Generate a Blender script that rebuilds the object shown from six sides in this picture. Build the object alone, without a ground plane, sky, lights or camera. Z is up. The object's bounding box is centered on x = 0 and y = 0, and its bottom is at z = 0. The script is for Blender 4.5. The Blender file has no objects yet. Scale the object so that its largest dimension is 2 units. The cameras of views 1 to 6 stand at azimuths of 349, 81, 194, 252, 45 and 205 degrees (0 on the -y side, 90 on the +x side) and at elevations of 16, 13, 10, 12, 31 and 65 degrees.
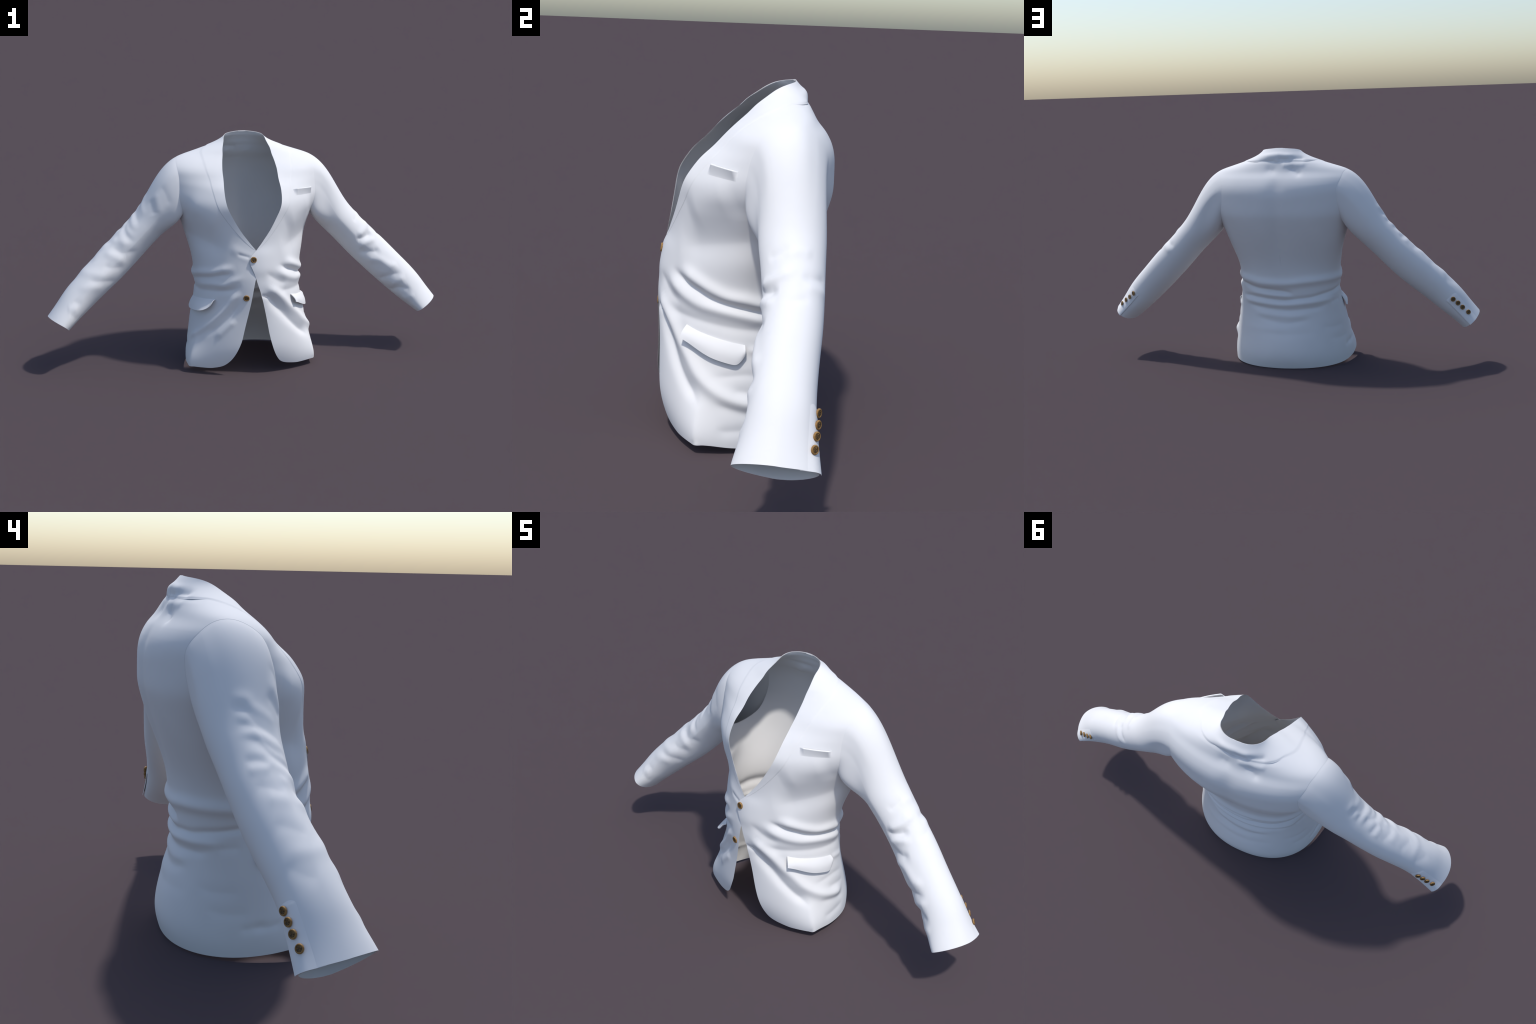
"""A white single-breasted suit jacket, standing open as if worn by nobody."""
import math
import numpy as np

# ---------------------------------------------------------------- helpers
def smooth_table(rows):
    """Columns of a table as smooth functions of its first column (Catmull-Rom / monotone Hermite)."""
    T = np.array(rows, float)
    x, Y = T[:, 0], T[:, 1:]
    d = np.diff(Y, axis=0) / np.diff(x)[:, None]
    m = np.empty_like(Y)
    m[0], m[-1] = d[0], d[-1]
    h = np.diff(x)[:, None]
    with np.errstate(divide="ignore", invalid="ignore"):
        w1, w2 = 2 * h[1:] + h[:-1], h[1:] + 2 * h[:-1]
        hm = (w1 + w2) / (w1 / d[:-1] + w2 / d[1:])
    m[1:-1] = np.where(d[:-1] * d[1:] > 0, hm, 0.0)

    def f(q):
        q = np.clip(np.asarray(q, float), x[0], x[-1])
        i = np.clip(np.searchsorted(x, q, side="right") - 1, 0, len(x) - 2)
        hh = (x[i + 1] - x[i])[..., None]
        t = ((q - x[i]) / (x[i + 1] - x[i]))[..., None]
        t2, t3 = t * t, t * t * t
        return (2 * t3 - 3 * t2 + 1) * Y[i] + (t3 - 2 * t2 + t) * hh * m[i] + (-2 * t3 + 3 * t2) * Y[i + 1] + (t3 - t2) * hh * m[i + 1]
    return f


def spline(points, n):
    """Smooth curve through control points, n samples evenly spaced by length."""
    P = np.array(points, float)
    d = np.r_[0, np.cumsum(np.linalg.norm(np.diff(P, axis=0), axis=1))]
    Q = smooth_table(np.c_[d, P])(np.linspace(0, d[-1], 12 * n))
    e = np.r_[0, np.cumsum(np.linalg.norm(np.diff(Q, axis=0), axis=1))]
    s = np.linspace(0, e[-1], n)
    return np.stack([np.interp(s, e, Q[:, k]) for k in range(P.shape[1])], 1)


def smoothstep(a, b, x):
    t = np.clip((np.asarray(x, float) - a) / (b - a), 0, 1)
    return t * t * (3 - 2 * t)


def faired(table, lo, hi, sigma, step=.0008):
    """A table evened out with a Gaussian of the given width (a function of the position)."""
    q = np.arange(lo, hi + step, step)
    Y = table(q)
    out = np.empty_like(Y)
    for w in sorted(set(np.round(np.atleast_1d(sigma(q)), 4))):
        k = np.arange(-int(3 * w / step), int(3 * w / step) + 1)
        g = np.exp(-.5 * (k * step / w) ** 2)
        g /= g.sum()
        pad = len(k) // 2
        for j in range(Y.shape[1]):
            y = np.concatenate([2 * Y[0, j] - Y[pad:0:-1, j], Y[:, j], 2 * Y[-1, j] - Y[-2:-pad - 2:-1, j]])
            sm = np.convolve(y, g, "valid")
            m = np.round(sigma(q), 4) == w
            out[m, j] = sm[m]

    def f(x):
        x = np.clip(np.asarray(x, float), q[0], q[-1])
        i = np.clip(((x - q[0]) / step).astype(int), 0, len(q) - 2)
        t = ((x - q[i]) / step)[..., None]
        return out[i] * (1 - t) + out[i + 1] * t
    return f


# ---------------------------------------------------------------- the torso
# z, half width on the wearer's right, on the left, y of the widest point,
# y of the front, exponent of the front, y of the back, exponent of the back
BODY = faired(smooth_table([
    (-0.02, .308, .308, -.030, -.222, 2.2, .222, 2.20),
    (0.02, .312, .312, -.030, -.235, 2.2, .236, 2.20),
    (0.06, .316, .314, -.035, -.251, 2.15, .246, 2.15),
    (0.14, .310, .307, -.036, -.268, 2.1, .234, 2.10),
    (0.22, .302, .298, -.025, -.265, 2.1, .211, 2.10),
    (0.30, .287, .280, -.010, -.264, 1.9, .191, 2.15),
    (0.38, .270, .267, 0.00, -.266, 1.8, .190, 2.25),
    (0.46, .272, .265, 0.00, -.266, 1.8, .196, 2.30),
    (0.52, .274, .266, .010, -.260, 1.8, .201, 2.30),
    (0.60, .292, .289, .036, -.246, 1.8, .224, 2.30),
    (0.68, .314, .312, .066, -.231, 1.8, .254, 2.30),
    (0.76, .340, .338, .082, -.229, 1.75, .279, 2.30),
    (0.83, .390, .388, .088, -.235, 1.55, .293, 2.10),
    (0.90, .420, .418, .090, -.199, 1.42, .294, 1.92),
    (0.95, .412, .410, .095, -.122, 1.70, .285, 2.00),
    (1.00, .388, .384, .100, -.066, 2.05, .260, 2.00),
    (1.03, .356, .352, .106, -.034, 1.95, .234, 1.90),
    (1.045, .326, .322, .110, -.018, 1.85, .226, 1.90),
    (1.06, .272, .270, .112, -.002, 1.90, .219, 2.00),
    (1.08, .210, .208, .114, .012, 2.00, .209, 2.10),
    (1.10, .152, .150, .116, .034, 2.00, .203, 2.20),
    (1.13, .1005, .1005, .115, .056, 2.00, .184, 2.10),
    (1.155, .084, .084, .110, .060, 2.00, .162, 2.00),
]), -.02, 1.155, lambda z: np.round(.034 - .022 * smoothstep(.74, .81, z) - .002 * smoothstep(.93, 1.03, z), 3))


def torso(phi, z):
    """Point of the undisturbed torso: phi = 0 front, +90 deg the wearer's left (+x), 180 deg the back."""
    phi, z = np.broadcast_arrays(np.asarray(phi, float), np.asarray(z, float))
    k = BODY(z)
    aR, aL, yc, yF, nF, yB, nB = [k[..., i] for i in range(7)]
    s, c = np.sin(phi), np.cos(phi)
    a = np.where(s > 0, aL, aR)
    b = np.where(c > 0, yc - yF, yB - yc)
    n = np.where(c > 0, nF, nB)
    r = ((np.abs(s) / a) ** n + (np.abs(c) / b) ** n) ** (-1 / n)
    # the skirt breaks at a corner where the fronts turn to the sides
    off = np.degrees(np.abs(phi)) - 68
    corner = np.exp(-(np.sqrt(off ** 2 + 2.5) - 1.58) / 13.5)
    r = r + np.where(phi > 0, .046, .051) * corner * (1 - smoothstep(.03, .235, z)) ** 1.2
    # shallow hollow along the spine
    r = r - 0.006 * np.exp(-((np.abs(phi) - np.pi) / 0.24) ** 2) * smoothstep(.5, .7, z) * (1 - smoothstep(.95, 1.03, z))
    return np.stack([r * s, yc - r * c, z], -1)


def angle_of(x, y, z):
    return np.arctan2(x, BODY(z)[..., 2] - y)


# ---------------------------------------------------------------- the sleeves
ARM_ORIGIN = np.array([.36, .0, .90])          # on the wearer's left; mirrored for the right
ARM_AXIS = np.array([.671, 0, -.741])          # from shoulder to wrist
ARM_UP = np.array([.741, 0, .671])
# armhole seam on the wearer's left, from the shoulder point over the front
ARMHOLE = np.array([
    (.338, .112, 1.038), (.348, .062, 1.025), (.357, .010, .990), (.357, -.014, .950),
    (.350, -.026, .895), (.344, -.030, .835), (.342, -.024, .785), (.337, .020, .756),
    (.330, .090, .746), (.320, .160, .765), (.309, .203, .810), (.301, .222, .870),
    (.300, .226, .920), (.307, .225, .952), (.318, .203, .986), (.330, .160, 1.025)])
# distance along the arm; height over the axis of the top edge, of the bottom edge (right, left);
# y of the front edge; y of the back edge (right, left)
ARM = faired(smooth_table([
    (0.10, .064, -.124, -.126, -.010, .222, .208),
    (0.20, .053, -.124, -.128, -.004, .210, .196),
    (0.30, .052, -.118, -.122, -.002, .192, .182),
    (0.40, .059, -.115, -.120, -.006, .176, .168),
    (0.50, .066, -.108, -.114, -.024, .159, .152),
    (0.60, .070, -.094, -.105, -.047, .137, .131),
    (0.70, .074, -.081, -.094, -.066, .116, .113),
    (0.76, .072, -.074, -.086, -.083, .109, .106),
    (0.80, .067, -.068, -.079, -.096, .106, .103),
    (0.86, .062, -.062, -.067, -.119, .103, .101),
    (0.92, .058, -.058, -.057, -.134, .101, .100)]), .10, .92, lambda t: np.full(np.shape(t), .022))
BLEND = 0.24                                   # where the tube proper begins
CUFF_END = .893


def periodic(points, u):
    """Closed Catmull-Rom curve, u in turns."""
    P = np.asarray(points)
    n = len(P)
    w = (np.asarray(u) % 1.0) * n
    i = np.floor(w).astype(int)
    t = (w - i)[..., None]
    p0, p1, p2, p3 = P[(i - 1) % n], P[i % n], P[(i + 1) % n], P[(i + 2) % n]
    return .5 * (2 * p1 + (p2 - p0) * t + (2 * p0 - 5 * p1 + 4 * p2 - p3) * t * t + (3 * p1 - p0 - 3 * p2 + p3) * t ** 3)


def tube(side, ang, t):
    """Arm tube: ang 0 on top, 90 deg at the front (-y), 180 deg below, 270 deg at the back."""
    k = ARM(t)
    top, fr = k[..., 0], k[..., 3]
    bot, bk = (k[..., 1], k[..., 4]) if side < 0 else (k[..., 2], k[..., 5])
    c, s = np.cos(ang), np.sin(ang)
    n = 2.0 + .15 * smoothstep(.3, .6, t) - .30 * smoothstep(.72, .89, t)
    n = n - .32 * np.maximum(s, 0) ** .5 * (1 - smoothstep(.72, .89, t))   # pressed line along the front
    ex = 2 / n
    h = (top + bot) / 2 + (top - bot) / 2 * np.sign(c) * np.abs(c) ** ex
    y = (fr + bk) / 2 - (bk - fr) / 2 * np.sign(s) * np.abs(s) ** ex
    h = h - (.012 if side < 0 else .030) * np.maximum(s, 0) ** 2 * smoothstep(.66, .88, t)     # the cuff hangs towards the front
    P = ARM_ORIGIN + t[..., None] * ARM_AXIS + h[..., None] * ARM_UP
    P[..., 1] = y
    return P


def armhole_raw(side, ang):
    P = periodic(ARMHOLE, ang / (2 * np.pi))
    return torso(angle_of(side * P[..., 0], P[..., 1], P[..., 2]), P[..., 2])


RING = np.linspace(0, 2 * np.pi, 360, endpoint=False)


def ring_smooth(Y, width):
    k = np.arange(-60, 61)
    g = np.exp(-.5 * (k / width) ** 2)
    g /= g.sum()
    Yp = np.concatenate([Y[-60:], Y, Y[:60]])
    return np.stack([np.convolve(Yp[:, j], g, "valid") for j in range(Y.shape[1])], 1)


def start_of_sleeve(side):
    """Seam curve on the torso and the direction in which the sleeve leaves it, both faired."""
    A = ring_smooth(armhole_raw(side, RING), 5)
    ph, zz = angle_of(A[:, 0], A[:, 1], A[:, 2]), A[:, 2]
    A = torso(ph, zz)
    e = 4e-3
    tn = np.cross(torso(ph + e, zz) - torso(ph - e, zz), torso(ph, zz + e) - torso(ph, zz - e))
    seam = np.roll(A, -1, 0) - np.roll(A, 1, 0)
    run = np.cross(seam, tn) * np.array([side, 1, 1])
    run /= np.linalg.norm(run, axis=1, keepdims=True)
    c, s = np.cos(RING)[:, None], np.sin(RING)[:, None]
    out = ARM_AXIS + ARM_UP * np.where(c > 0, .40 * c, .25 * c) + np.array([0, -1.0, 0]) * np.where(s > 0, .42 * s, .10 * s)
    out /= np.linalg.norm(out, axis=1, keepdims=True)
    run *= np.sign((run * out).sum(1, keepdims=True))
    k = (.72 if side > 0 else .34) * smoothstep(-.80, -.1, c)
    out = ring_smooth(out * (1 - k) + run * k, 12)
    out /= np.linalg.norm(out, axis=1, keepdims=True)
    return A, out


START = {side: start_of_sleeve(side) for side in (-1, 1)}


def armhole(side, ang):
    """Armhole seam, laid onto the torso surface."""
    return periodic(START[side][0], np.asarray(ang) / (2 * np.pi))


def sleeve(side, ang, t):
    """t from 0 (armhole seam) to BLEND follows the shoulder cap; beyond it is distance along the arm."""
    ang, t = np.broadcast_arrays(np.asarray(ang, float), np.asarray(t, float))
    w = np.clip(t / BLEND, 0, 1)[..., None]
    B = tube(side, ang, np.maximum(t, BLEND))
    B1 = tube(side, ang, np.full_like(t, BLEND + .02))
    B0 = tube(side, ang, np.full_like(t, BLEND))
    A = armhole(side, ang) * np.array([side, 1, 1])             # work on the wearer's left
    L = np.linalg.norm(B0 - A, axis=-1, keepdims=True)
    T0 = periodic(START[side][1], ang / (2 * np.pi)) * L
    T1 = (B1 - B0) / np.linalg.norm(B1 - B0, axis=-1, keepdims=True) * L
    w2, w3 = w * w, w ** 3
    Hm = (2 * w3 - 3 * w2 + 1) * A + (w3 - 2 * w2 + w) * T0 + (-2 * w3 + 3 * w2) * B0 + (w3 - w2) * T1
    P = np.where(t[..., None] < BLEND, Hm, B)
    return P * np.array([side, 1, 1])


# ---------------------------------------------------------------- folds
def ridge(height, width, points, taper=.28):
    return height, width, points, taper


def crease(depth, width, points, taper=.28):
    return -depth, width, points, taper


# torso points are (degrees round from the front, z)
TORSO_FOLDS = [
    # waist, wearer's left: lip, crease, second roll, second crease
    ridge(.0115, .022, [(30, .566), (41.8, .549), (52, .531), (63.5, .511), (75.8, .492), (87.7, .484), (101, .470), (112, .468)]),
    crease(.0105, .0125, [(24, .558), (35, .532), (43, .516), (53.2, .501), (63.5, .482), (74.3, .470), (85.8, .459), (97.5, .447), (105, .441), (117, .441)]),
    ridge(.0085, .020, [(17, .548), (28, .512), (36.3, .491), (46.2, .472), (58, .456), (70, .448), (85.8, .436), (99.5, .421), (112, .410)]),
    crease(.0042, .017, [(8, .530), (22.8, .482), (30.7, .462), (40, .450)]),
    crease(.0045, .017, [(22, .440), (36.5, .416), (46, .411), (57.8, .406), (70, .400), (82, .394), (94, .388), (110, .378)]),
    # long diagonal from the lower buttonhole to the side of the hem
    ridge(.0130, .024, [(8, .490), (13.5, .449), (20.8, .422), (32.5, .376), (42.5, .330), (53, .288), (63.8, .240), (75.2, .202), (87, .173), (99, .156), (108, .15)]),
    crease(.0130, .021, [(9, .43), (15.2, .392), (23.5, .346), (33.2, .304), (44.2, .254), (54.5, .210), (64.7, .170), (70, .135)]),
    crease(.0036, .018, [(78, .086), (86, .074), (98.8, .074), (106, .080)]),
    crease(.0036, .016, [(76, .166), (86.8, .146), (100.5, .123), (110, .11)]),
    crease(.0032, .015, [(70.2, .241), (80.2, .244), (92.3, .25), (111.2, .229)]),
    crease(.0028, .014, [(85.5, .203), (96.3, .194), (110.7, .179)]),
    ridge(.0040, .013, [(90, .330), (102, .318), (112, .305)]),
    # back: lip, two sharp creases, two soft ones
    ridge(.0125, .022, [(104, .470), (127.5, .463), (149.8, .450), (182, .447), (215, .458), (239, .464), (262, .466), (277, .462)]),
    crease(.0095, .011, [(108, .445), (117.2, .440), (129, .427), (145, .416), (163, .411), (181, .405), (200, .392)]),
    ridge(.0050, .012, [(122, .400), (145, .391), (165, .384), (182, .380), (200, .376)]),
    crease(.0095, .011, [(112, .376), (138, .368), (162.2, .360), (180.8, .356), (202.2, .364), (220, .370), (234.8, .383), (250.8, .395), (266, .409), (276, .418)]),
    ridge(.0070, .015, [(112, .352), (144, .342), (180.5, .333), (214.5, .342), (239, .352), (255, .362)]),
    crease(.0065, .014, [(122, .330), (144.5, .316), (168.5, .308), (187.5, .305), (208.5, .309), (228, .315), (243.2, .330)]),
    ridge(.0040, .016, [(132.8, .290), (168.8, .276), (191.5, .271), (222, .282)]),
    crease(.0040, .018, [(140, .268), (165.2, .248), (185.8, .239), (206.2, .250), (218.8, .257)]),
    crease(.0030, .014, [(243.8, .338), (255.2, .344), (262, .347)]),
    crease(.0035, .014, [(252.5, .094), (260.8, .102), (270.8, .118)]),
    # waist and skirt, wearer's right
    ridge(.0090, .020, [(-100, .456), (-92, .462), (-69.5, .492), (-48.5, .512), (-32, .537), (-20, .553)]),
    crease(.0055, .014, [(-98, .436), (-75, .464), (-55.2, .484), (-37.5, .506), (-22.5, .519)]),
    ridge(.0060, .017, [(-80, .424), (-65, .440), (-50, .452), (-37.2, .456), (-23, .486), (-10.7, .515)]),
    crease(.0070, .016, [(-96, .405), (-76.8, .401), (-58.8, .412), (-37.2, .426), (-25, .440), (-14, .470)]),
    ridge(.0085, .016, [(-15, .430), (-23.3, .402), (-33.2, .345), (-45.5, .289), (-58.8, .234), (-71.8, .186), (-82, .150)]),
    crease(.0060, .016, [(-15, .392), (-22, .350), (-30, .305), (-39.5, .262), (-51.2, .220), (-60, .185)]),
    ridge(.0045, .016, [(-22, .290), (-31, .258), (-40, .218), (-48, .180)]),
    crease(.0040, .014, [(-80, .120), (-90, .105), (-100, .10)]),
    # button pull and dimples
    ridge(.0035, .026, [(-20, .632), (-9, .600)]),
    crease(.0035, .009, [(-16, .612), (-8, .602)]),
    crease(.0050, .010, [(7, .408), (12, .400)]),
    # broad modelling: chest over the waist, hollow in front of the armholes
    ridge(.0080, .060, [(30, .745), (48, .790), (66, .825)]),
    crease(.0130, .060, [(26, .625), (48, .650), (75, .672), (92, .685)]),
    ridge(.0080, .060, [(-30, .745), (-48, .790), (-66, .825)]),
    crease(.0120, .058, [(-26, .625), (-48, .650), (-75, .672), (-92, .685)]),
    # dents below the collar
    crease(.0062, .020, [(215, 1.046), (221, 1.028)]),
    crease(.0045, .024, [(160, 1.046), (168, 1.043)]),
    ridge(.0030, .014, [(200, 1.066), (235, 1.068)]),
    # faint ripples over the seat
    crease(.0020, .022, [(150, .190), (185, .180), (220, .188)]),
    ridge(.0020, .022, [(125, .215), (160, .205), (190, .204)]),
    crease(.0022, .018, [(225, .215), (240, .205), (258, .212)]),
    crease(.0020, .018, [(232, .150), (248, .142), (262, .150)]),
]
# lumpy roll of the collar at the nape
COLLAR_FOLDS = [
    ridge(.0055, .016, [(112, 1.108), (140, 1.112), (180, 1.116), (215, 1.112), (246, 1.112)]),
    crease(.0042, .010, [(118, 1.089), (140, 1.088), (160, 1.089), (180, 1.092)]),
    crease(.0055, .015, [(188, 1.096), (208, 1.095)]),
    crease(.0062, .016, [(224, 1.099), (243, 1.099)]),
]
# sleeve points are (degrees around from the top over the front, distance)
RIGHT_SLEEVE_FOLDS = [
    ridge(.0026, .0222, [(36, .121), (60, .134), (84, .147), (94, .188)]),
    crease(.0019, .0194, [(32, .156), (56, .170), (76, .180)]),
    crease(.0018, .0194, [(54, .087), (87, .078)]),
    ridge(.0024, .0194, [(-25, .172), (0, .178), (8, .192), (30, .203), (56, .216)]),
    crease(.0024, .0166, [(-30, .188), (-9, .196), (9, .228), (46, .250), (58, .275)]),
    ridge(.0024, .0181, [(-29, .207), (-4, .216), (12, .255), (35, .276), (66, .283)]),
    crease(.0022, .0166, [(-28, .224), (6, .236), (18, .280), (50, .315)]),
    ridge(.0024, .0181, [(-28, .242), (10, .262), (18, .292), (56, .321), (75, .325)]),
    crease(.0027, .0181, [(-30, .262), (0, .275), (20, .318), (58, .335), (92, .335)]),
    ridge(.0024, .0194, [(-32, .303), (2, .316), (25, .352), (55, .362), (85, .365)]),
    ridge(.0026, .0194, [(10, .395), (30, .395), (46, .378), (78, .372)]),
    crease(.0038, .0208, [(35, .430), (49, .422), (74, .415), (94, .393), (123, .352)]),
    crease(.0019, .0181, [(-34, .330), (-8, .334), (10, .352)]),
    ridge(.0022, .0181, [(-34, .358), (-6, .360), (10, .372)]),
    crease(.0022, .0222, [(-32, .405), (0, .425), (20, .440)]),
    ridge(.0034, .0222, [(20, .462), (45, .460), (80, .446), (108, .440), (124, .411)]),
    ridge(.0022, .0250, [(-22, .447), (10, .456), (30, .462)]),
    crease(.0030, .0208, [(55, .515), (74, .509), (103, .484), (124, .460)]),
    crease(.0022, .0250, [(-28, .520), (8, .552), (25, .565)]),
    ridge(.0027, .0250, [(-40, .600), (0, .612), (30, .601), (60, .575), (86, .553), (115, .505)]),
    crease(.0030, .0208, [(50, .620), (71, .605), (111, .565), (146, .538)]),
    crease(.0019, .0250, [(-42, .632), (-15, .675), (5, .69)]),
    ridge(.0026, .0235, [(48, .690), (80, .634), (122, .598)]),
    crease(.0022, .0208, [(60, .735), (76, .732), (101, .722)]),
    ridge(.0019, .0208, [(60, .790), (78, .768), (100, .755)]),
    crease(.0019, .0208, [(75, .800), (88, .792), (133, .797)]),
]
LEFT_SLEEVE_FOLDS = [
    ridge(.0072, .0179, [(2, .337), (25, .355), (50, .362), (75, .360), (92, .352)]),
    crease(.0086, .0168, [(35, .398), (52, .396), (76, .382), (104, .359)]),
    crease(.0040, .0168, [(-2, .366), (-27, .371), (-72, .357)]),
    ridge(.0027, .0168, [(-5, .400), (-40, .402), (-80, .385)]),
    ridge(.0059, .0179, [(40, .440), (62, .424), (84, .408), (118, .405)]),
    crease(.0072, .0189, [(60, .486), (81, .478), (106, .450), (133, .426)]),
    ridge(.0063, .0210, [(55, .610), (80, .585), (92, .530), (110, .500), (135, .480)]),
    crease(.0063, .0179, [(66, .650), (84, .638), (118, .618), (161, .612)]),
    ridge(.0049, .0189, [(70, .690), (87, .674), (110, .668), (140, .660)]),
    crease(.0059, .0179, [(76, .740), (94, .732), (127, .700), (178, .698)]),
    ridge(.0036, .0179, [(84, .790), (110, .770), (150, .762)]),
    crease(.0027, .0147, [(10, .270), (30, .285), (60, .290)]),
    crease(.0027, .0147, [(-10, .440), (10, .445)]),
    ridge(.0027, .0168, [(-30, .300), (0, .290), (30, .300)]),
]


def relief(P, folds, surface):
    """Sum of soft ridges (+) and creases (-), each tapering out at both ends, measured in space."""
    shape = P.shape[:-1]
    Q = P.reshape(-1, 3)
    out = np.zeros(len(Q))
    for height, width, pts, taper in folds:
        c = spline(pts, 40 if len(pts) > 2 else 8)
        line = surface(np.radians(c[:, 0]), c[:, 1])
        lo, hi = line.min(0) - 2.6 * width, line.max(0) + 2.6 * width
        near = np.nonzero(((Q > lo) & (Q < hi)).all(1))[0]
        if not len(near):
            continue
        best, at = np.full(len(near), 9.0), np.zeros(len(near))
        q = Q[near]
        for i in range(len(line) - 1):             # distance to every piece of the line
            ab = line[i + 1] - line[i]
            t = np.clip((q - line[i]) @ ab / (ab @ ab + 1e-15), 0, 1)
            d = np.sqrt(((q - line[i] - t[:, None] * ab) ** 2).sum(1))
            m = d < best
            best[m], at[m] = d[m], (i + t[m]) / (len(line) - 1)
        taper = min(taper, max(.075, 3 * width) / np.linalg.norm(np.diff(line, axis=0), axis=1).sum())
        start, end = smoothstep(0, taper, at), smoothstep(0, taper, 1 - at)
        if len(pts) == 2:
            start = end = 1.0
        elif line[-1, 2] < .012:
            end = 1.0
        d = best / width
        g = np.exp(-d * d) if height > 0 else np.exp(-d ** 1.7)
        out[near] += height * start * end * g
    return out.reshape(shape)


def grid_normals(P, outward):
    """Vertex normals of a grid, turned to the side given by the reference direction."""
    du, dv = np.gradient(P, axis=1), np.gradient(P, axis=0)
    n = np.cross(du, dv)
    n /= np.linalg.norm(n, axis=-1, keepdims=True) + 1e-12
    s = np.sign((n * outward).sum(-1).mean())
    return n * (s if s else 1)


def soften(a, times):
    for _ in range(times):
        b = a.copy()
        b[1:-1] = (a[:-2] + 2 * a[1:-1] + a[2:]) / 4
        a = b
        b = a.copy()
        b[:, 1:-1] = (a[:, :-2] + 2 * a[:, 1:-1] + a[:, 2:]) / 4
        a = b
    return a


def base_normal(surface, a, b, ha=1e-3, hb=1e-3):
    n = np.cross(surface(a + ha, b) - surface(a - ha, b), surface(a, b + hb) - surface(a, b - hb))
    return n / (np.linalg.norm(n, axis=-1, keepdims=True) + 1e-12)


def cloth(phi, z):
    """Torso surface with its folds, and the outward normal of the plain torso there."""
    P = torso(phi, z)
    n = base_normal(torso, phi, z)
    ref = P - np.array([0, .08, 0])
    n = n * np.sign((n * np.stack([P[..., 0], P[..., 1] - .08, 0 * P[..., 0]], -1)).sum(-1) + 1e-9)[..., None]
    P = P + relief(P, TORSO_FOLDS, torso)[..., None] * n
    return P, n


# ---------------------------------------------------------------- edges of the torso
# roll line of the lapels (x, y, z), from the top of the collar to the button
ROLL = np.array([
    (.008, .161, 1.150), (.048, .157, 1.1485), (.078, .146, 1.1445), (.0935, .120, 1.137), (.111, .071, 1.109), (.122, .023, 1.073), (.130, -.019, 1.034),
    (.135, -.060, .995), (.137, -.100, .954), (.138, -.139, .914), (.138, -.172, .874), (.135, -.190, .848),
    (.127, -.197, .826), (.108, -.204, .789), (.086, -.213, .748), (.061, -.221, .709), (.032, -.228, .672)])
ROLL_DEG = np.degrees(angle_of(ROLL[:, 0], ROLL[:, 1], ROLL[:, 2]))
HEM = .029                                      # height of the hem where the front corners are rounded
key = lambda z: np.sqrt(np.maximum(np.asarray(z, float) - HEM, 0))
roll_rows = [(key(z), d) for d, z in zip(ROLL_DEG[::-1], ROLL[::-1, 2])]
cut_right = faired(smooth_table([(key(z), d) for z, d in (
    (.029, -54), (.033, -48), (.041, -41.5), (.065, -33.5), (.100, -26.7), (.143, -21.2), (.181, -17.5), (.238, -14),
    (.302, -10), (.383, -5.7), (.440, -3.5), (.495, -1.2), (.550, 3.0), (.595, 4.5), (.620, 3.0), (.640, -1.8))]
    + [(k, -d) for k, d in roll_rows]), 0, key(1.15), lambda k: np.round(.012 - .009 * smoothstep(.78, .86, k) - .0015 * smoothstep(1.02, 1.04, k), 4))
cut_left = faired(smooth_table([(key(z), d) for z, d in (
    (.029, 54), (.034, 46.5), (.041, 39.5), (.053, 33), (.080, 27.3), (.120, 22.3), (.166, 18.5), (.220, 15), (.279, 12),
    (.361, 7.8), (.424, 4.3), (.477, .5), (.511, -1.5), (.549, -4.5), (.574, -7.3), (.603, -6.5), (.629, -.8), (.640, 1.8))]
    + roll_rows), 0, key(1.15), lambda k: np.round(.012 - .009 * smoothstep(.78, .86, k) - .0015 * smoothstep(1.02, 1.04, k), 4))
hem_height = faired(smooth_table([(0, .029), (54, .029), (66, .031), (74, .033), (82, .024), (95, .014), (115, .006), (140, .002), (180, .000)]), 0, 180, lambda d: np.full(np.shape(d), 5.0), .1)
LAPEL_EDGE = faired(smooth_table([
    (.640, 3.0), (.669, 10.7), (.70, 15.4), (.740, 22.0), (.777, 27.4), (.824, 33.2), (.864, 37.2), (.914, 43.5),
    (.958, 50.0), (1.006, 58.5), (1.044, 67.2), (1.071, 77), (1.088, 92)]), .64, 1.088, lambda z: np.full(np.shape(z), .010))
THICK = .0018


def front_overlap(phi, z):
    """The wearer's left front lies over the right one around the closed button."""
    d = np.degrees(phi)
    g = np.exp(-((z - .575) / .062) ** 4)
    left = .0052 * g * (1 - smoothstep(4, 26, d)) * smoothstep(-14, -12, d)
    right = -.0015 * g * smoothstep(-24, -6, d)
    return left, right


def tailored(phi, z, which=None):
    """Cloth point with the overlap of the two fronts; which = +1 left front, -1 right front."""
    P, n = cloth(phi, z)
    lo, ro = front_overlap(phi, z)
    w = np.sign(phi) if which is None else which
    return P + (np.where(w > 0, lo, ro))[..., None] * n, n


# ---------------------------------------------------------------- blender
import bpy

jacket = bpy.data.objects.new("suit_jacket", None)
bpy.context.scene.collection.objects.link(jacket)
jacket["label"] = "white single-breasted suit jacket with brown buttons, worn open below"
jacket["category"] = "suit jacket"


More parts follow.
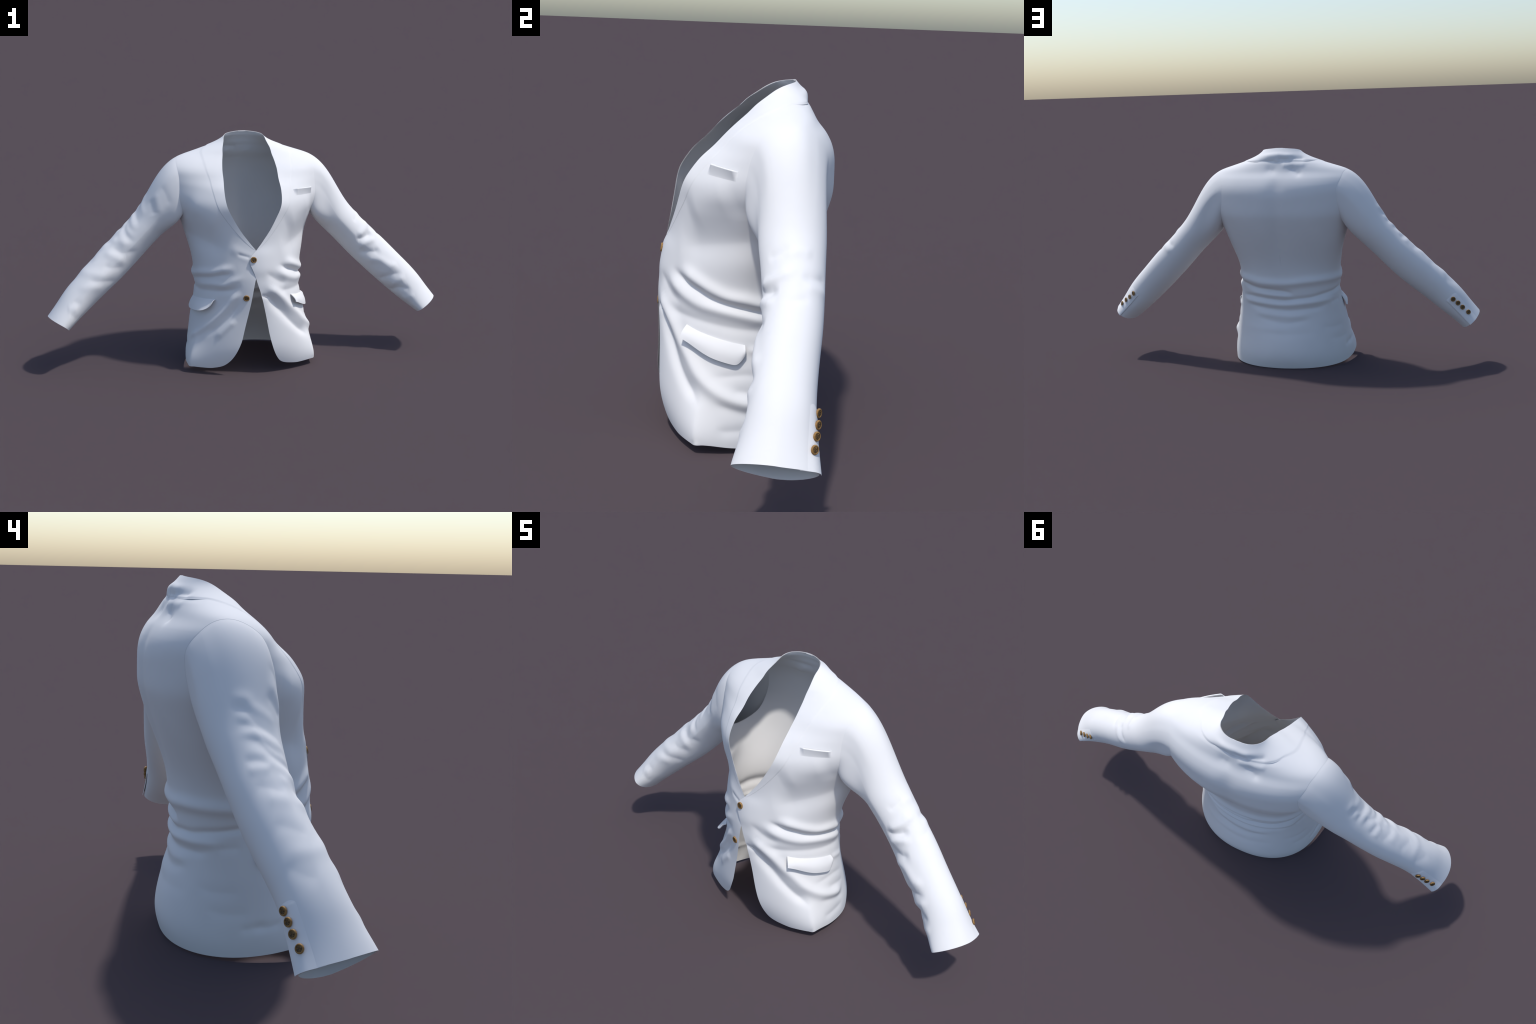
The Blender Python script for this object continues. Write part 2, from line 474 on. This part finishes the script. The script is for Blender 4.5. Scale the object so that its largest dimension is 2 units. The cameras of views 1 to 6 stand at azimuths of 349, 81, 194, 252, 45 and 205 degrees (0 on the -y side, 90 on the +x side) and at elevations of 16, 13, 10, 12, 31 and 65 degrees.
def node(tree, kind, x=0, **inputs):
    n = tree.nodes.new(kind)
    n.location = (x, 0)
    for k, v in inputs.items():
        n.inputs[k.replace("_", " ")].default_value = v
    return n


def fabric():
    m = bpy.data.materials.new("white_wool")
    m.use_nodes = True
    t = m.node_tree
    b = t.nodes["Principled BSDF"]
    b.inputs["Roughness"].default_value = .82
    b.inputs["Specular IOR Level"].default_value = .25
    b.inputs["Sheen Weight"].default_value = .0
    co = t.nodes.new("ShaderNodeTexCoord")
    soft = node(t, "ShaderNodeTexNoise", Scale=5.0, Detail=3.0)
    ramp = t.nodes.new("ShaderNodeValToRGB")
    ramp.color_ramp.elements[0].position, ramp.color_ramp.elements[0].color = .3, (*CLOTH_DARK, 1)
    ramp.color_ramp.elements[1].position, ramp.color_ramp.elements[1].color = .7, (*CLOTH_LIGHT, 1)
    weave = node(t, "ShaderNodeTexNoise", Scale=420.0, Detail=2.0)
    bump = node(t, "ShaderNodeBump", Strength=.03, Distance=.0008)
    for tex in (soft, weave):
        t.links.new(co.outputs["Object"], tex.inputs["Vector"])
    t.links.new(soft.outputs["Fac"], ramp.inputs["Fac"])
    t.links.new(ramp.outputs["Color"], b.inputs["Base Color"])
    t.links.new(weave.outputs["Fac"], bump.inputs["Height"])
    t.links.new(bump.outputs["Normal"], b.inputs["Normal"])
    return m


def horn(name, dark, light, scale):
    m = bpy.data.materials.new(name)
    m.use_nodes = True
    t = m.node_tree
    b = t.nodes["Principled BSDF"]
    b.inputs["Roughness"].default_value = .55
    b.inputs["Specular IOR Level"].default_value = .3
    co = t.nodes.new("ShaderNodeTexCoord")
    tex = node(t, "ShaderNodeTexNoise", Scale=scale, Detail=4.0, Distortion=.6)
    ramp = t.nodes.new("ShaderNodeValToRGB")
    ramp.color_ramp.elements[0].position, ramp.color_ramp.elements[0].color = .36, (*dark, 1)
    ramp.color_ramp.elements[1].position, ramp.color_ramp.elements[1].color = .66, (*light, 1)
    t.links.new(co.outputs["Object"], tex.inputs["Vector"])
    t.links.new(tex.outputs["Fac"], ramp.inputs["Fac"])
    t.links.new(ramp.outputs["Color"], b.inputs["Base Color"])
    return m


CLOTH_DARK, CLOTH_LIGHT = (.73, .73, .735), (.76, .76, .765)
WOOL = fabric()
HORN = horn("horn_rim", (.20, .105, .030), (.33, .19, .065), 90)
SHADE = horn("slit_dark_grey", (.10, .10, .11), (.16, .16, .17), 300)
INLAY = horn("horn_centre", (.035, .022, .010), (.20, .115, .040), 160)


def mesh_object(name, V, F, N=None, parent=None, mats=(), slots=None):
    me = bpy.data.meshes.new(name)
    me.from_pydata(V, [], F) if not isinstance(V, np.ndarray) else me.from_pydata(V.tolist(), [], F if isinstance(F, list) else F.tolist())
    for m in mats:
        me.materials.append(m)
    me.polygons.foreach_set("use_smooth", [True] * len(me.polygons))
    if slots is not None:
        me.polygons.foreach_set("material_index", slots)
    me.update()
    if N is not None:
        me.normals_split_custom_set_from_vertices(N.tolist())
    o = bpy.data.objects.new(name, me)
    bpy.context.scene.collection.objects.link(o)
    o.parent = parent if parent is not None else jacket
    return o


def sheet(name, P, N, thick=THICK, faces=None, part=None, parent=None, wrap=False, mats=None):
    """Cloth of some thickness from a grid: outer face, lining face and rims.
    faces: mask of grid cells that exist at all; part: mask of those that belong to this object."""
    rows, cols = P.shape[:2]
    cc = cols if wrap else cols - 1
    if faces is None:
        faces = np.ones((rows - 1, cc), bool)
    if part is None:
        part = faces
    r, c = np.nonzero(faces & part)
    c2 = (c + 1) % cols
    quad = np.stack([r * cols + c, r * cols + c2, (r + 1) * cols + c2, (r + 1) * cols + c], 1)
    V, n = P.reshape(-1, 3), N.reshape(-1, 3)
    a = V[quad]
    if ((np.cross(a[:, 1] - a[:, 0], a[:, 3] - a[:, 0]) * n[quad[:, 0]]).sum(1)).mean() < 0:
        quad = quad[:, ::-1]
    # rims: edges of the whole cloth that have one cell only
    rr, rc = np.nonzero(faces)
    rc2 = (rc + 1) % cols
    full = np.stack([rr * cols + rc, rr * cols + rc2, (rr + 1) * cols + rc2, (rr + 1) * cols + rc], 1)
    fe = np.concatenate([full[:, [i, (i + 1) % 4]] for i in range(4)])
    ids, cnt = np.unique(np.sort(fe, 1) @ np.array([1, rows * cols]), return_counts=True)
    lone = ids[cnt == 1]
    own = np.concatenate([quad[:, [i, (i + 1) % 4]] for i in range(4)])
    own = own[np.isin(np.sort(own, 1) @ np.array([1, rows * cols]), lone)]
    used, quad_i = np.unique(quad, return_inverse=True)
    quad_i = quad_i.reshape(quad.shape)
    k = len(used)
    inner = V - n * (thick[..., None].reshape(-1, 1) if isinstance(thick, np.ndarray) else thick)
    ru, re = np.unique(own, return_inverse=True)
    re = re.reshape(own.shape)
    m = len(ru)
    rim = np.stack([2 * k + re[:, 1], 2 * k + re[:, 0], 2 * k + m + re[:, 0], 2 * k + m + re[:, 1]], 1)
    side = np.cross(V[own[:, 1]] - V[own[:, 0]], n[own[:, 0]])
    side /= np.linalg.norm(side, axis=1, keepdims=True) + 1e-12
    rn = np.zeros((m, 3))
    for j in (0, 1):
        np.add.at(rn, re[:, j], side)
    rn /= np.linalg.norm(rn, axis=1, keepdims=True) + 1e-12
    allV = np.concatenate([V[used], inner[used], V[ru], inner[ru]])
    allN = np.concatenate([n[used], -n[used], rn + .6 * n[ru], rn - .6 * n[ru]])
    allN /= np.linalg.norm(allN, axis=1, keepdims=True)
    F = np.concatenate([quad_i, quad_i[:, ::-1] + k, rim])
    return mesh_object(name, allV, F, allN, parent, mats or (WOOL,))


# ---------------------------------------------------------------- torso: fronts and back
def build_torso():
    s = np.linspace(0, 1, 26)
    zb = np.unique(np.concatenate([.05 * s ** 2, np.arange(.05, 1.03, .0038), np.arange(1.03, 1.0995, .0022), np.linspace(1.0995, 1.138, 14), 1.150 - .0115 * np.linspace(1, 0, 30) ** 2]).round(6))
    lift = HEM * (1 - np.clip(zb / .30, 0, 1)) ** 1.5
    z_edge = zb + lift
    right, left = cut_right(key(z_edge))[:, 0], cut_left(key(z_edge))[:, 0]
    u = np.linspace(0, 1, 441)
    deg = right[:, None] * (1 - u) + (left - 360)[:, None] * u        # from the right front round the back to the left front
    near = np.abs(((deg + 180) % 360) - 180)
    Z = zb[:, None] + hem_height(near)[..., 0] * (1 - np.clip(zb / .30, 0, 1))[:, None] ** 1.5
    which = np.where(u < .5, -1, 1)[None, :] * np.ones_like(deg)
    phi = np.radians(((deg + 180) % 360) - 180)
    P, n0 = tailored(phi, Z, which)
    # the stand of the collar lies a little inside its fall
    stand = smoothstep(1.070, 1.100, Z) * (1 - smoothstep(1.132, 1.149, Z)) * smoothstep(95, 112, near)
    P = P - (.0045 * stand)[..., None] * n0

    # armholes: drop the cells inside the seam and pull the border onto it
    ring_ang = np.linspace(0, 2 * np.pi, 400, endpoint=False)
    inside = np.zeros(phi.shape, bool)
    for side in (-1, 1):
        ring = armhole(side, ring_ang)
        rp, rz = angle_of(ring[:, 0], ring[:, 1], ring[:, 2]), ring[:, 2]
        box = np.nonzero((np.sign(phi) == side) & (Z > .73) & (Z < 1.045) & (np.abs(phi) > .9) & (np.abs(phi) < 2.6))
        x, y = phi[box], Z[box]
        odd = np.zeros(len(x), bool)
        for i in range(len(rp)):
            x1, y1, x2, y2 = rp[i - 1], rz[i - 1], rp[i], rz[i]
            hit = (y1 > y) != (y2 > y)
            with np.errstate(divide="ignore", invalid="ignore"):
                odd ^= hit & (x < x1 + (y - y1) * (x2 - x1) / (y2 - y1))
        inside[box] = odd
    faces = ~(inside[:-1, :-1] & inside[1:, :-1] & inside[:-1, 1:] & inside[1:, 1:])
    N = grid_normals(P, n0)
    touch = np.zeros_like(inside)
    for a in (0, 1):
        for b in (0, 1):
            touch[a:a + faces.shape[0], b:b + faces.shape[1]] |= faces
    for side in (-1, 1):
        ring = armhole(side, np.linspace(0, 2 * np.pi, 1500))
        i = np.nonzero(inside & touch & (np.sign(phi) == side))
        near_i = ((P[i][:, None, :] - ring[None]) ** 2).sum(-1).argmin(1)
        P[i] = ring[near_i]
    cell = np.degrees(phi)[:-1, :-1]
    seam = 97
    fine = THICK * (.25 + .75 * smoothstep(0, 8, np.minimum(np.arange(len(u)), np.arange(len(u))[::-1])))[None, :] + np.zeros(phi.shape)
    sheet("back_panel", P, N, fine, faces=faces, part=np.abs(cell) >= seam)
    sheet("front_panel", P, N, fine, faces=faces, part=(cell > -seam) & (which[:-1, :-1] < 0) & (np.abs(cell) < seam))
    sheet("front_panel", P, N, fine, faces=faces, part=(which[:-1, :-1] > 0) & (np.abs(cell) < seam))


build_torso()


# ---------------------------------------------------------------- sleeves, vents and cuff buttons
def sleeve_cloth(side, ang, t):
    P = sleeve(side, ang, t)
    n = base_normal(lambda a, b: sleeve(side, a, b), ang, np.clip(t, .004, .96))
    axis = (ARM_ORIGIN + np.maximum(t, .1)[..., None] * ARM_AXIS) * np.array([side, 1, 1]) + np.array([0, .05, 0])
    n = n * np.sign(((P - axis) * n).sum(-1).mean())
    folds = RIGHT_SLEEVE_FOLDS if side < 0 else LEFT_SLEEVE_FOLDS
    r = relief(P, folds, lambda a, b: sleeve(side, a, b))
    r = r * smoothstep(.0, .06, t) * (1 - .7 * smoothstep(.84, .89, t))
    r = r - (.0004 if side < 0 else .0) * np.exp(-(t / .010) ** 2)
    return P + r[..., None] * n, n


def cuff_line(ang):
    return CUFF_END + .004 - .042 * ((1 + np.sin(ang - .15)) / 2) ** 2


def build_sleeve(side):
    tau = np.concatenate([np.linspace(0, .06, 34)[:-1], np.linspace(.06, CUFF_END, 270)])[:, None]
    ang = np.linspace(0, 2 * np.pi, 240, endpoint=False)[None, :]
    t = tau + (cuff_line(ang) - CUFF_END) * smoothstep(.70, CUFF_END, tau)
    ang = ang + 0 * t
    P, n = sleeve_cloth(side, ang, t)
    Pw = np.concatenate([P[:, -1:], P, P[:, :1]], 1)
    N = grid_normals(Pw, np.concatenate([n[:, -1:], n, n[:, :1]], 1))[:, 1:-1]
    arm = sheet("sleeve", P, N, wrap=True)

    # vent: the overlap that carries the buttons, free along the back edge
    a0, a1 = (np.radians(267), np.radians(327)) if side < 0 else (np.radians(270), np.radians(328))
    u = np.linspace(0, 1, 50)[None, :]
    v = np.linspace(0, 1, 90)[:, None]
    a = a0 + (a1 - a0) * u + 0 * v
    top = .716 - .004 * u if side < 0 else .722 - .012 * u
    end = cuff_line(a) + .001
    tt = top + (end - top) * v
    Q, m = sleeve_cloth(side, a, tt)
    edge = smoothstep(0, .12, v + 0 * u) * (1 - smoothstep(.45, .97, u + 0 * v))
    lift = (.0022 + (.0075 if side < 0 else .0040) * (.2 + .8 * v) * (1 - u) ** 1.5) * edge - .0012 * (1 - edge)
    Q = Q + lift[..., None] * m
    vent = sheet("cuff_vent", Q, grid_normals(Q, m), thick=.0018, parent=arm)

    spots = [(286, .741), (289.5, .772), (292, .804), (297, .843)] if side < 0 else [(286.5, .741), (290.5, .774), (297, .806), (303, .842)]
    for d, tt in spots:
        aa, bb = np.array([np.radians(d)]), np.array([tt])
        C, nn = sleeve_cloth(side, aa, bb)
        uu, vv = (aa - a0) / (a1 - a0), (bb - .715) / (CUFF_END - .715)
        li = .0022 + (.0075 if side < 0 else .0040) * (.2 + .8 * vv) * (1 - uu) ** 1.5
        n1 = nn[0] + (np.array([-.2, .3, 0]) if side < 0 else np.array([.75, .25, 0]))
        n1 /= np.linalg.norm(n1)
        button(C[0] + nn[0] * (li[0] + .001), n1, .0128, arm)
    return arm


# ---------------------------------------------------------------- buttons
def button_mesh():
    """Turned horn button of radius 1: fat rounded rim, sunken centre with a little leafy device."""
    turns = 56
    prof = [(.80, 0), (.95, .06), (1.0, .22), (.985, .40), (.93, .53), (.84, .60), (.75, .60), (.685, .56), (.65, .50),
            (.61, .47), (.55, .475), (.48, .48), (.40, .48), (.32, .48), (.24, .48), (.16, .48), (.08, .48)]
    V, F, slot = [(0, 0, 0)], [], []
    for r, h in prof:
        for k in range(turns):
            th = 2 * math.pi * k / turns
            z = h
            if r < .60:
                leaf = math.cos(1.5 * (th - .6)) ** 2 * math.exp(-((r - .30) / .17) ** 2)
                ring = math.exp(-((r - .52) / .05) ** 2)
                z += .085 * leaf + .05 * ring - .05 * math.exp(-(r / .12) ** 2)
            V.append((r * math.cos(th), r * math.sin(th), z))
    V.append((0, 0, .45))
    n = len(prof)
    for k in range(turns):
        k2 = (k + 1) % turns
        F.append((0, 1 + k2, 1 + k))
        slot.append(0)
        for i in range(n - 1):
            F.append((1 + i * turns + k, 1 + i * turns + k2, 1 + (i + 1) * turns + k2, 1 + (i + 1) * turns + k))
            slot.append(1 if prof[i + 1][0] < .67 else 0)
        F.append((1 + (n - 1) * turns + k, 1 + (n - 1) * turns + k2, len(V) - 1))
        slot.append(1)
    me = bpy.data.meshes.new("button")
    me.from_pydata([tuple(.015 * x for x in v) for v in V], [], F)
    me.materials.append(HORN)
    me.materials.append(INLAY)
    me.polygons.foreach_set("material_index", slot)
    me.polygons.foreach_set("use_smooth", [True] * len(F))
    me.update()
    return me


BUTTON = button_mesh()


def button(at, normal, radius, parent):
    from mathutils import Vector
    o = bpy.data.objects.new("button", BUTTON)
    bpy.context.scene.collection.objects.link(o)
    o.parent = parent
    o.location = Vector(at.tolist())
    o.rotation_mode = "QUATERNION"
    o.rotation_quaternion = Vector(normal.tolist()).to_track_quat("Z", "Y")
    k = radius / .015
    o.scale = (k, k, .85 * k)
    return o


for side in (-1, 1):
    build_sleeve(side)


def one(deg, z, which):
    P, n = tailored(np.array([math.radians(deg)]), np.array([z]), which)
    return P[0], n[0]


C, n = one(-2.9, .590, 1)
button(C - n * .0022, n + np.array([0, -.3, 0]), .0152, jacket)
C, n = one(-11.1, .401, -1)
button(C - n * .0022, n + np.array([0, -.3, 0]), .0152, jacket)


# ---------------------------------------------------------------- lapels and collar
def rails_patch(name, A, B, rows, lift, which, thick=.0025, parent=None, part=None, names=None):
    """Strip between two rails given as (degrees, z); lift(v) is its height over the cloth, v = 0 at rail A."""
    v = np.linspace(0, 1, rows)[:, None, None]
    R = A[None] * (1 - v) + B[None] * v
    P, n = tailored(np.radians(R[..., 0]), R[..., 1], which)
    P = P + lift[..., None] * n
    return P, n


def build_collar(side):
    """One half: the lapel up from the button, then the collar fall round to the nape."""
    zl = np.linspace(.640, 1.086, 150)
    cut = cut_right if side < 0 else cut_left
    inner = np.abs(cut(key(zl))[:, 0])
    outer = LAPEL_EDGE(zl)[:, 0]
    inner = np.minimum(inner, outer - .3)
    zt = 1.150 - .064 * np.linspace(1, 0, 80)[1:] ** 2
    it = np.abs(cut(key(zt))[:, 0])
    tdeg = np.interp(it, [it[0], it[-1]], [92.4, it[-1] - 3])
    db = np.linspace(it[-1], 180, 14)[1:]
    ob = tdeg[-1] + (180 - tdeg[-1]) * (db - it[-1]) / (180 - it[-1])
    A = np.concatenate([np.c_[inner, zl], np.c_[it, zt], np.c_[db, np.full(len(db), 1.1505)]])
    fall = smooth_table([(90, 1.088), (104, 1.0855), (118, 1.085), (150, 1.084), (180, 1.083)])
    B = np.concatenate([np.c_[outer, zl], np.c_[tdeg, fall(tdeg)[:, 0]], np.c_[ob, fall(ob)[:, 0]]])
    k = np.exp(-.5 * (np.arange(-24, 25) / 8) ** 2)
    for j in (0, 1):                            # one flowing edge from lapel to collar
        b = np.concatenate([2 * B[0, j] - B[24:0:-1, j], B[:, j], 2 * B[-1, j] - B[-2:-26:-1, j]])
        B[:, j] = np.convolve(b, k / k.sum(), "valid")
    A[:, 0] -= np.where(A[:, 0] < 91, .25, 0)
    A[:, 0] *= side
    B[:, 0] *= side
    w = 34
    v = np.linspace(0, 1, w)
    v = v + .12 * np.sin(2 * np.pi * v) / (2 * np.pi) * -1
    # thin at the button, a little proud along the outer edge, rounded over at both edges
    full = np.interp(np.arange(len(A)), [0, 60, 130, 170, len(A)], [.0006, .0013, .0014, .0024, .0026])
    prof = np.minimum(1.0, .05 + .95 * (1 - smoothstep(.87, 1.0, v)))
    lift = prof[:, None] * full[None, :]
    R = A[None] * (1 - v[:, None, None]) + B[None] * v[:, None, None]
    P, n = tailored(np.radians(R[..., 0]), R[..., 1], side)
    P = P + (lift + relief(torso(np.radians(R[..., 0]), R[..., 1]), COLLAR_FOLDS, torso))[..., None] * n
    N = grid_normals(P, n)
    cols = np.arange(P.shape[1] - 1)[None, :] + np.zeros((w - 1, 1), int)
    faces = np.ones(cols.shape, bool)
    skin = (.0002 + .0010 * smoothstep(0, .06, v))[:, None] + np.zeros(P.shape[:2])
    sheet("lapel", P, N, thick=skin, faces=faces, part=cols < 139)
    return P, N, cols


PR, NR, cR = build_collar(-1)
PL, NL, cL = build_collar(1)
# collar: both halves joined at the nape
P = np.concatenate([PR, PL[:, -2::-1]], 1)
N = np.concatenate([NR, NL[:, -2::-1]], 1)
mid = PR.shape[1] - 1
N[:, mid] = (N[:, mid - 1] + N[:, mid + 1]) / 2
cols = np.arange(P.shape[1] - 1)[None, :] + np.zeros((P.shape[0] - 1, 1), int)
sheet("collar", P, N, thick=.0012, faces=np.ones(cols.shape, bool), part=(cols >= 139) & (cols < P.shape[1] - 1 - 139))


# ---------------------------------------------------------------- pockets
def pocket_flap(side):
    s = np.linspace(0, 1, 70)[None, :]
    v = np.linspace(0, 1, 36)[:, None]
    if side > 0:
        top = spline([(46.0, .386), (56, .374), (68, .363), (80, .352), (90, .344)], 70)
        drop = .041 + .018 * smoothstep(0, .6, s) + .008 * s - .036 * np.clip((s - .86) / .14, 0, 1) ** 2.6
        slant = .8 + 0 * s
        out = .0032 + .0068 * np.sin(np.pi * np.clip(v, 0, 1)) + v ** .8 * (.021 - .010 * s) + .005 * np.exp(-(s / .16) ** 2) * v
    else:
        top = spline([(-47.0, .379), (-58, .371), (-70, .363), (-80, .356), (-90, .350)], 70)
        drop = .058 * np.sqrt(np.clip(1 - (1 - np.clip(s / .42, 0, 1)) ** 2, 0.0, 1)) + .004 - .010 * smoothstep(.92, 1, s)
        slant = -.5 + 0 * s
        out = .0030 + v * (.013 + .024 * (1 - smoothstep(.25, .85, s)) * np.clip(drop / .06, 0, 1)) + .003 * np.sin(np.pi * v)
    deg = top[None, :, 0] + slant * v
    z = top[None, :, 1] - drop * v
    P, n = tailored(np.radians(deg), z, side)
    base = soften(P, 10)
    P = base + out[..., None] * n
    N = grid_normals(P, n)
    return sheet("pocket_flap", P, N, thick=.0038)


def buttonhole():
    """Stitched slit on the free edge of the left front: a lip round a thin dark grey plate."""
    turns, ring = 40, 10
    C, n = one(9.4, .405, 1)
    across, _ = one(10.4, .403, 1)
    x = across - C
    x -= n * (x @ n)
    x /= np.linalg.norm(x)
    y = np.cross(n, x)
    V = []
    for i in range(turns):
        a = 2 * math.pi * i / turns
        for j in range(ring):
            b = 2 * math.pi * j / ring
            k = 1 + .0 * b
            p = C + x * (.0125 * math.cos(a) + .0022 * math.cos(b) * math.cos(a)) + y * (.0020 * math.sin(a) + .0016 * math.cos(b) * math.sin(a)) + n * (.0013 * math.sin(b) + .0004)
            V.append(p)
    F = [(i * ring + j, ((i + 1) % turns) * ring + j, ((i + 1) % turns) * ring + (j + 1) % ring, i * ring + (j + 1) % ring) for i in range(turns) for j in range(ring)]
    o = mesh_object("buttonhole", np.array(V), F, None, None, (WOOL,))
    V = [C + x * (.0122 * math.cos(a)) + y * (.0017 * math.sin(a)) + n * (.0005 + .0004 * k) for k in (0, 1) for a in np.linspace(0, 2 * math.pi, 24, endpoint=False)]
    F = [tuple(range(24))[::-1], tuple(range(24, 48))] + [(i, (i + 1) % 24, 24 + (i + 1) % 24, 24 + i) for i in range(24)]
    mesh_object("slit", np.array(V), F, None, o, (SHADE,))


buttonhole()
pocket_flap(-1)
pocket_flap(1)


def breast_pocket():
    s = np.linspace(0, 1, 60)[None, :]
    v = np.linspace(0, 1, 24)[:, None]
    deg = 44.6 + (66.4 - 44.6) * s + (-.4 + 0 * s) * v
    z = .902 - .006 * s - .030 * v
    P, n = tailored(np.radians(deg), z, 1)
    ends = smoothstep(-.02, .16, s) * (1 - smoothstep(.90, 1.01, s))
    out = .0001 + .0150 * ends * (1 - v) ** 1.25 * (.62 + .38 * smoothstep(-.02, .10, v))
    P = P + out[..., None] * n
    return sheet("breast_pocket_welt", P, grid_normals(P, n), thick=.002)


breast_pocket()
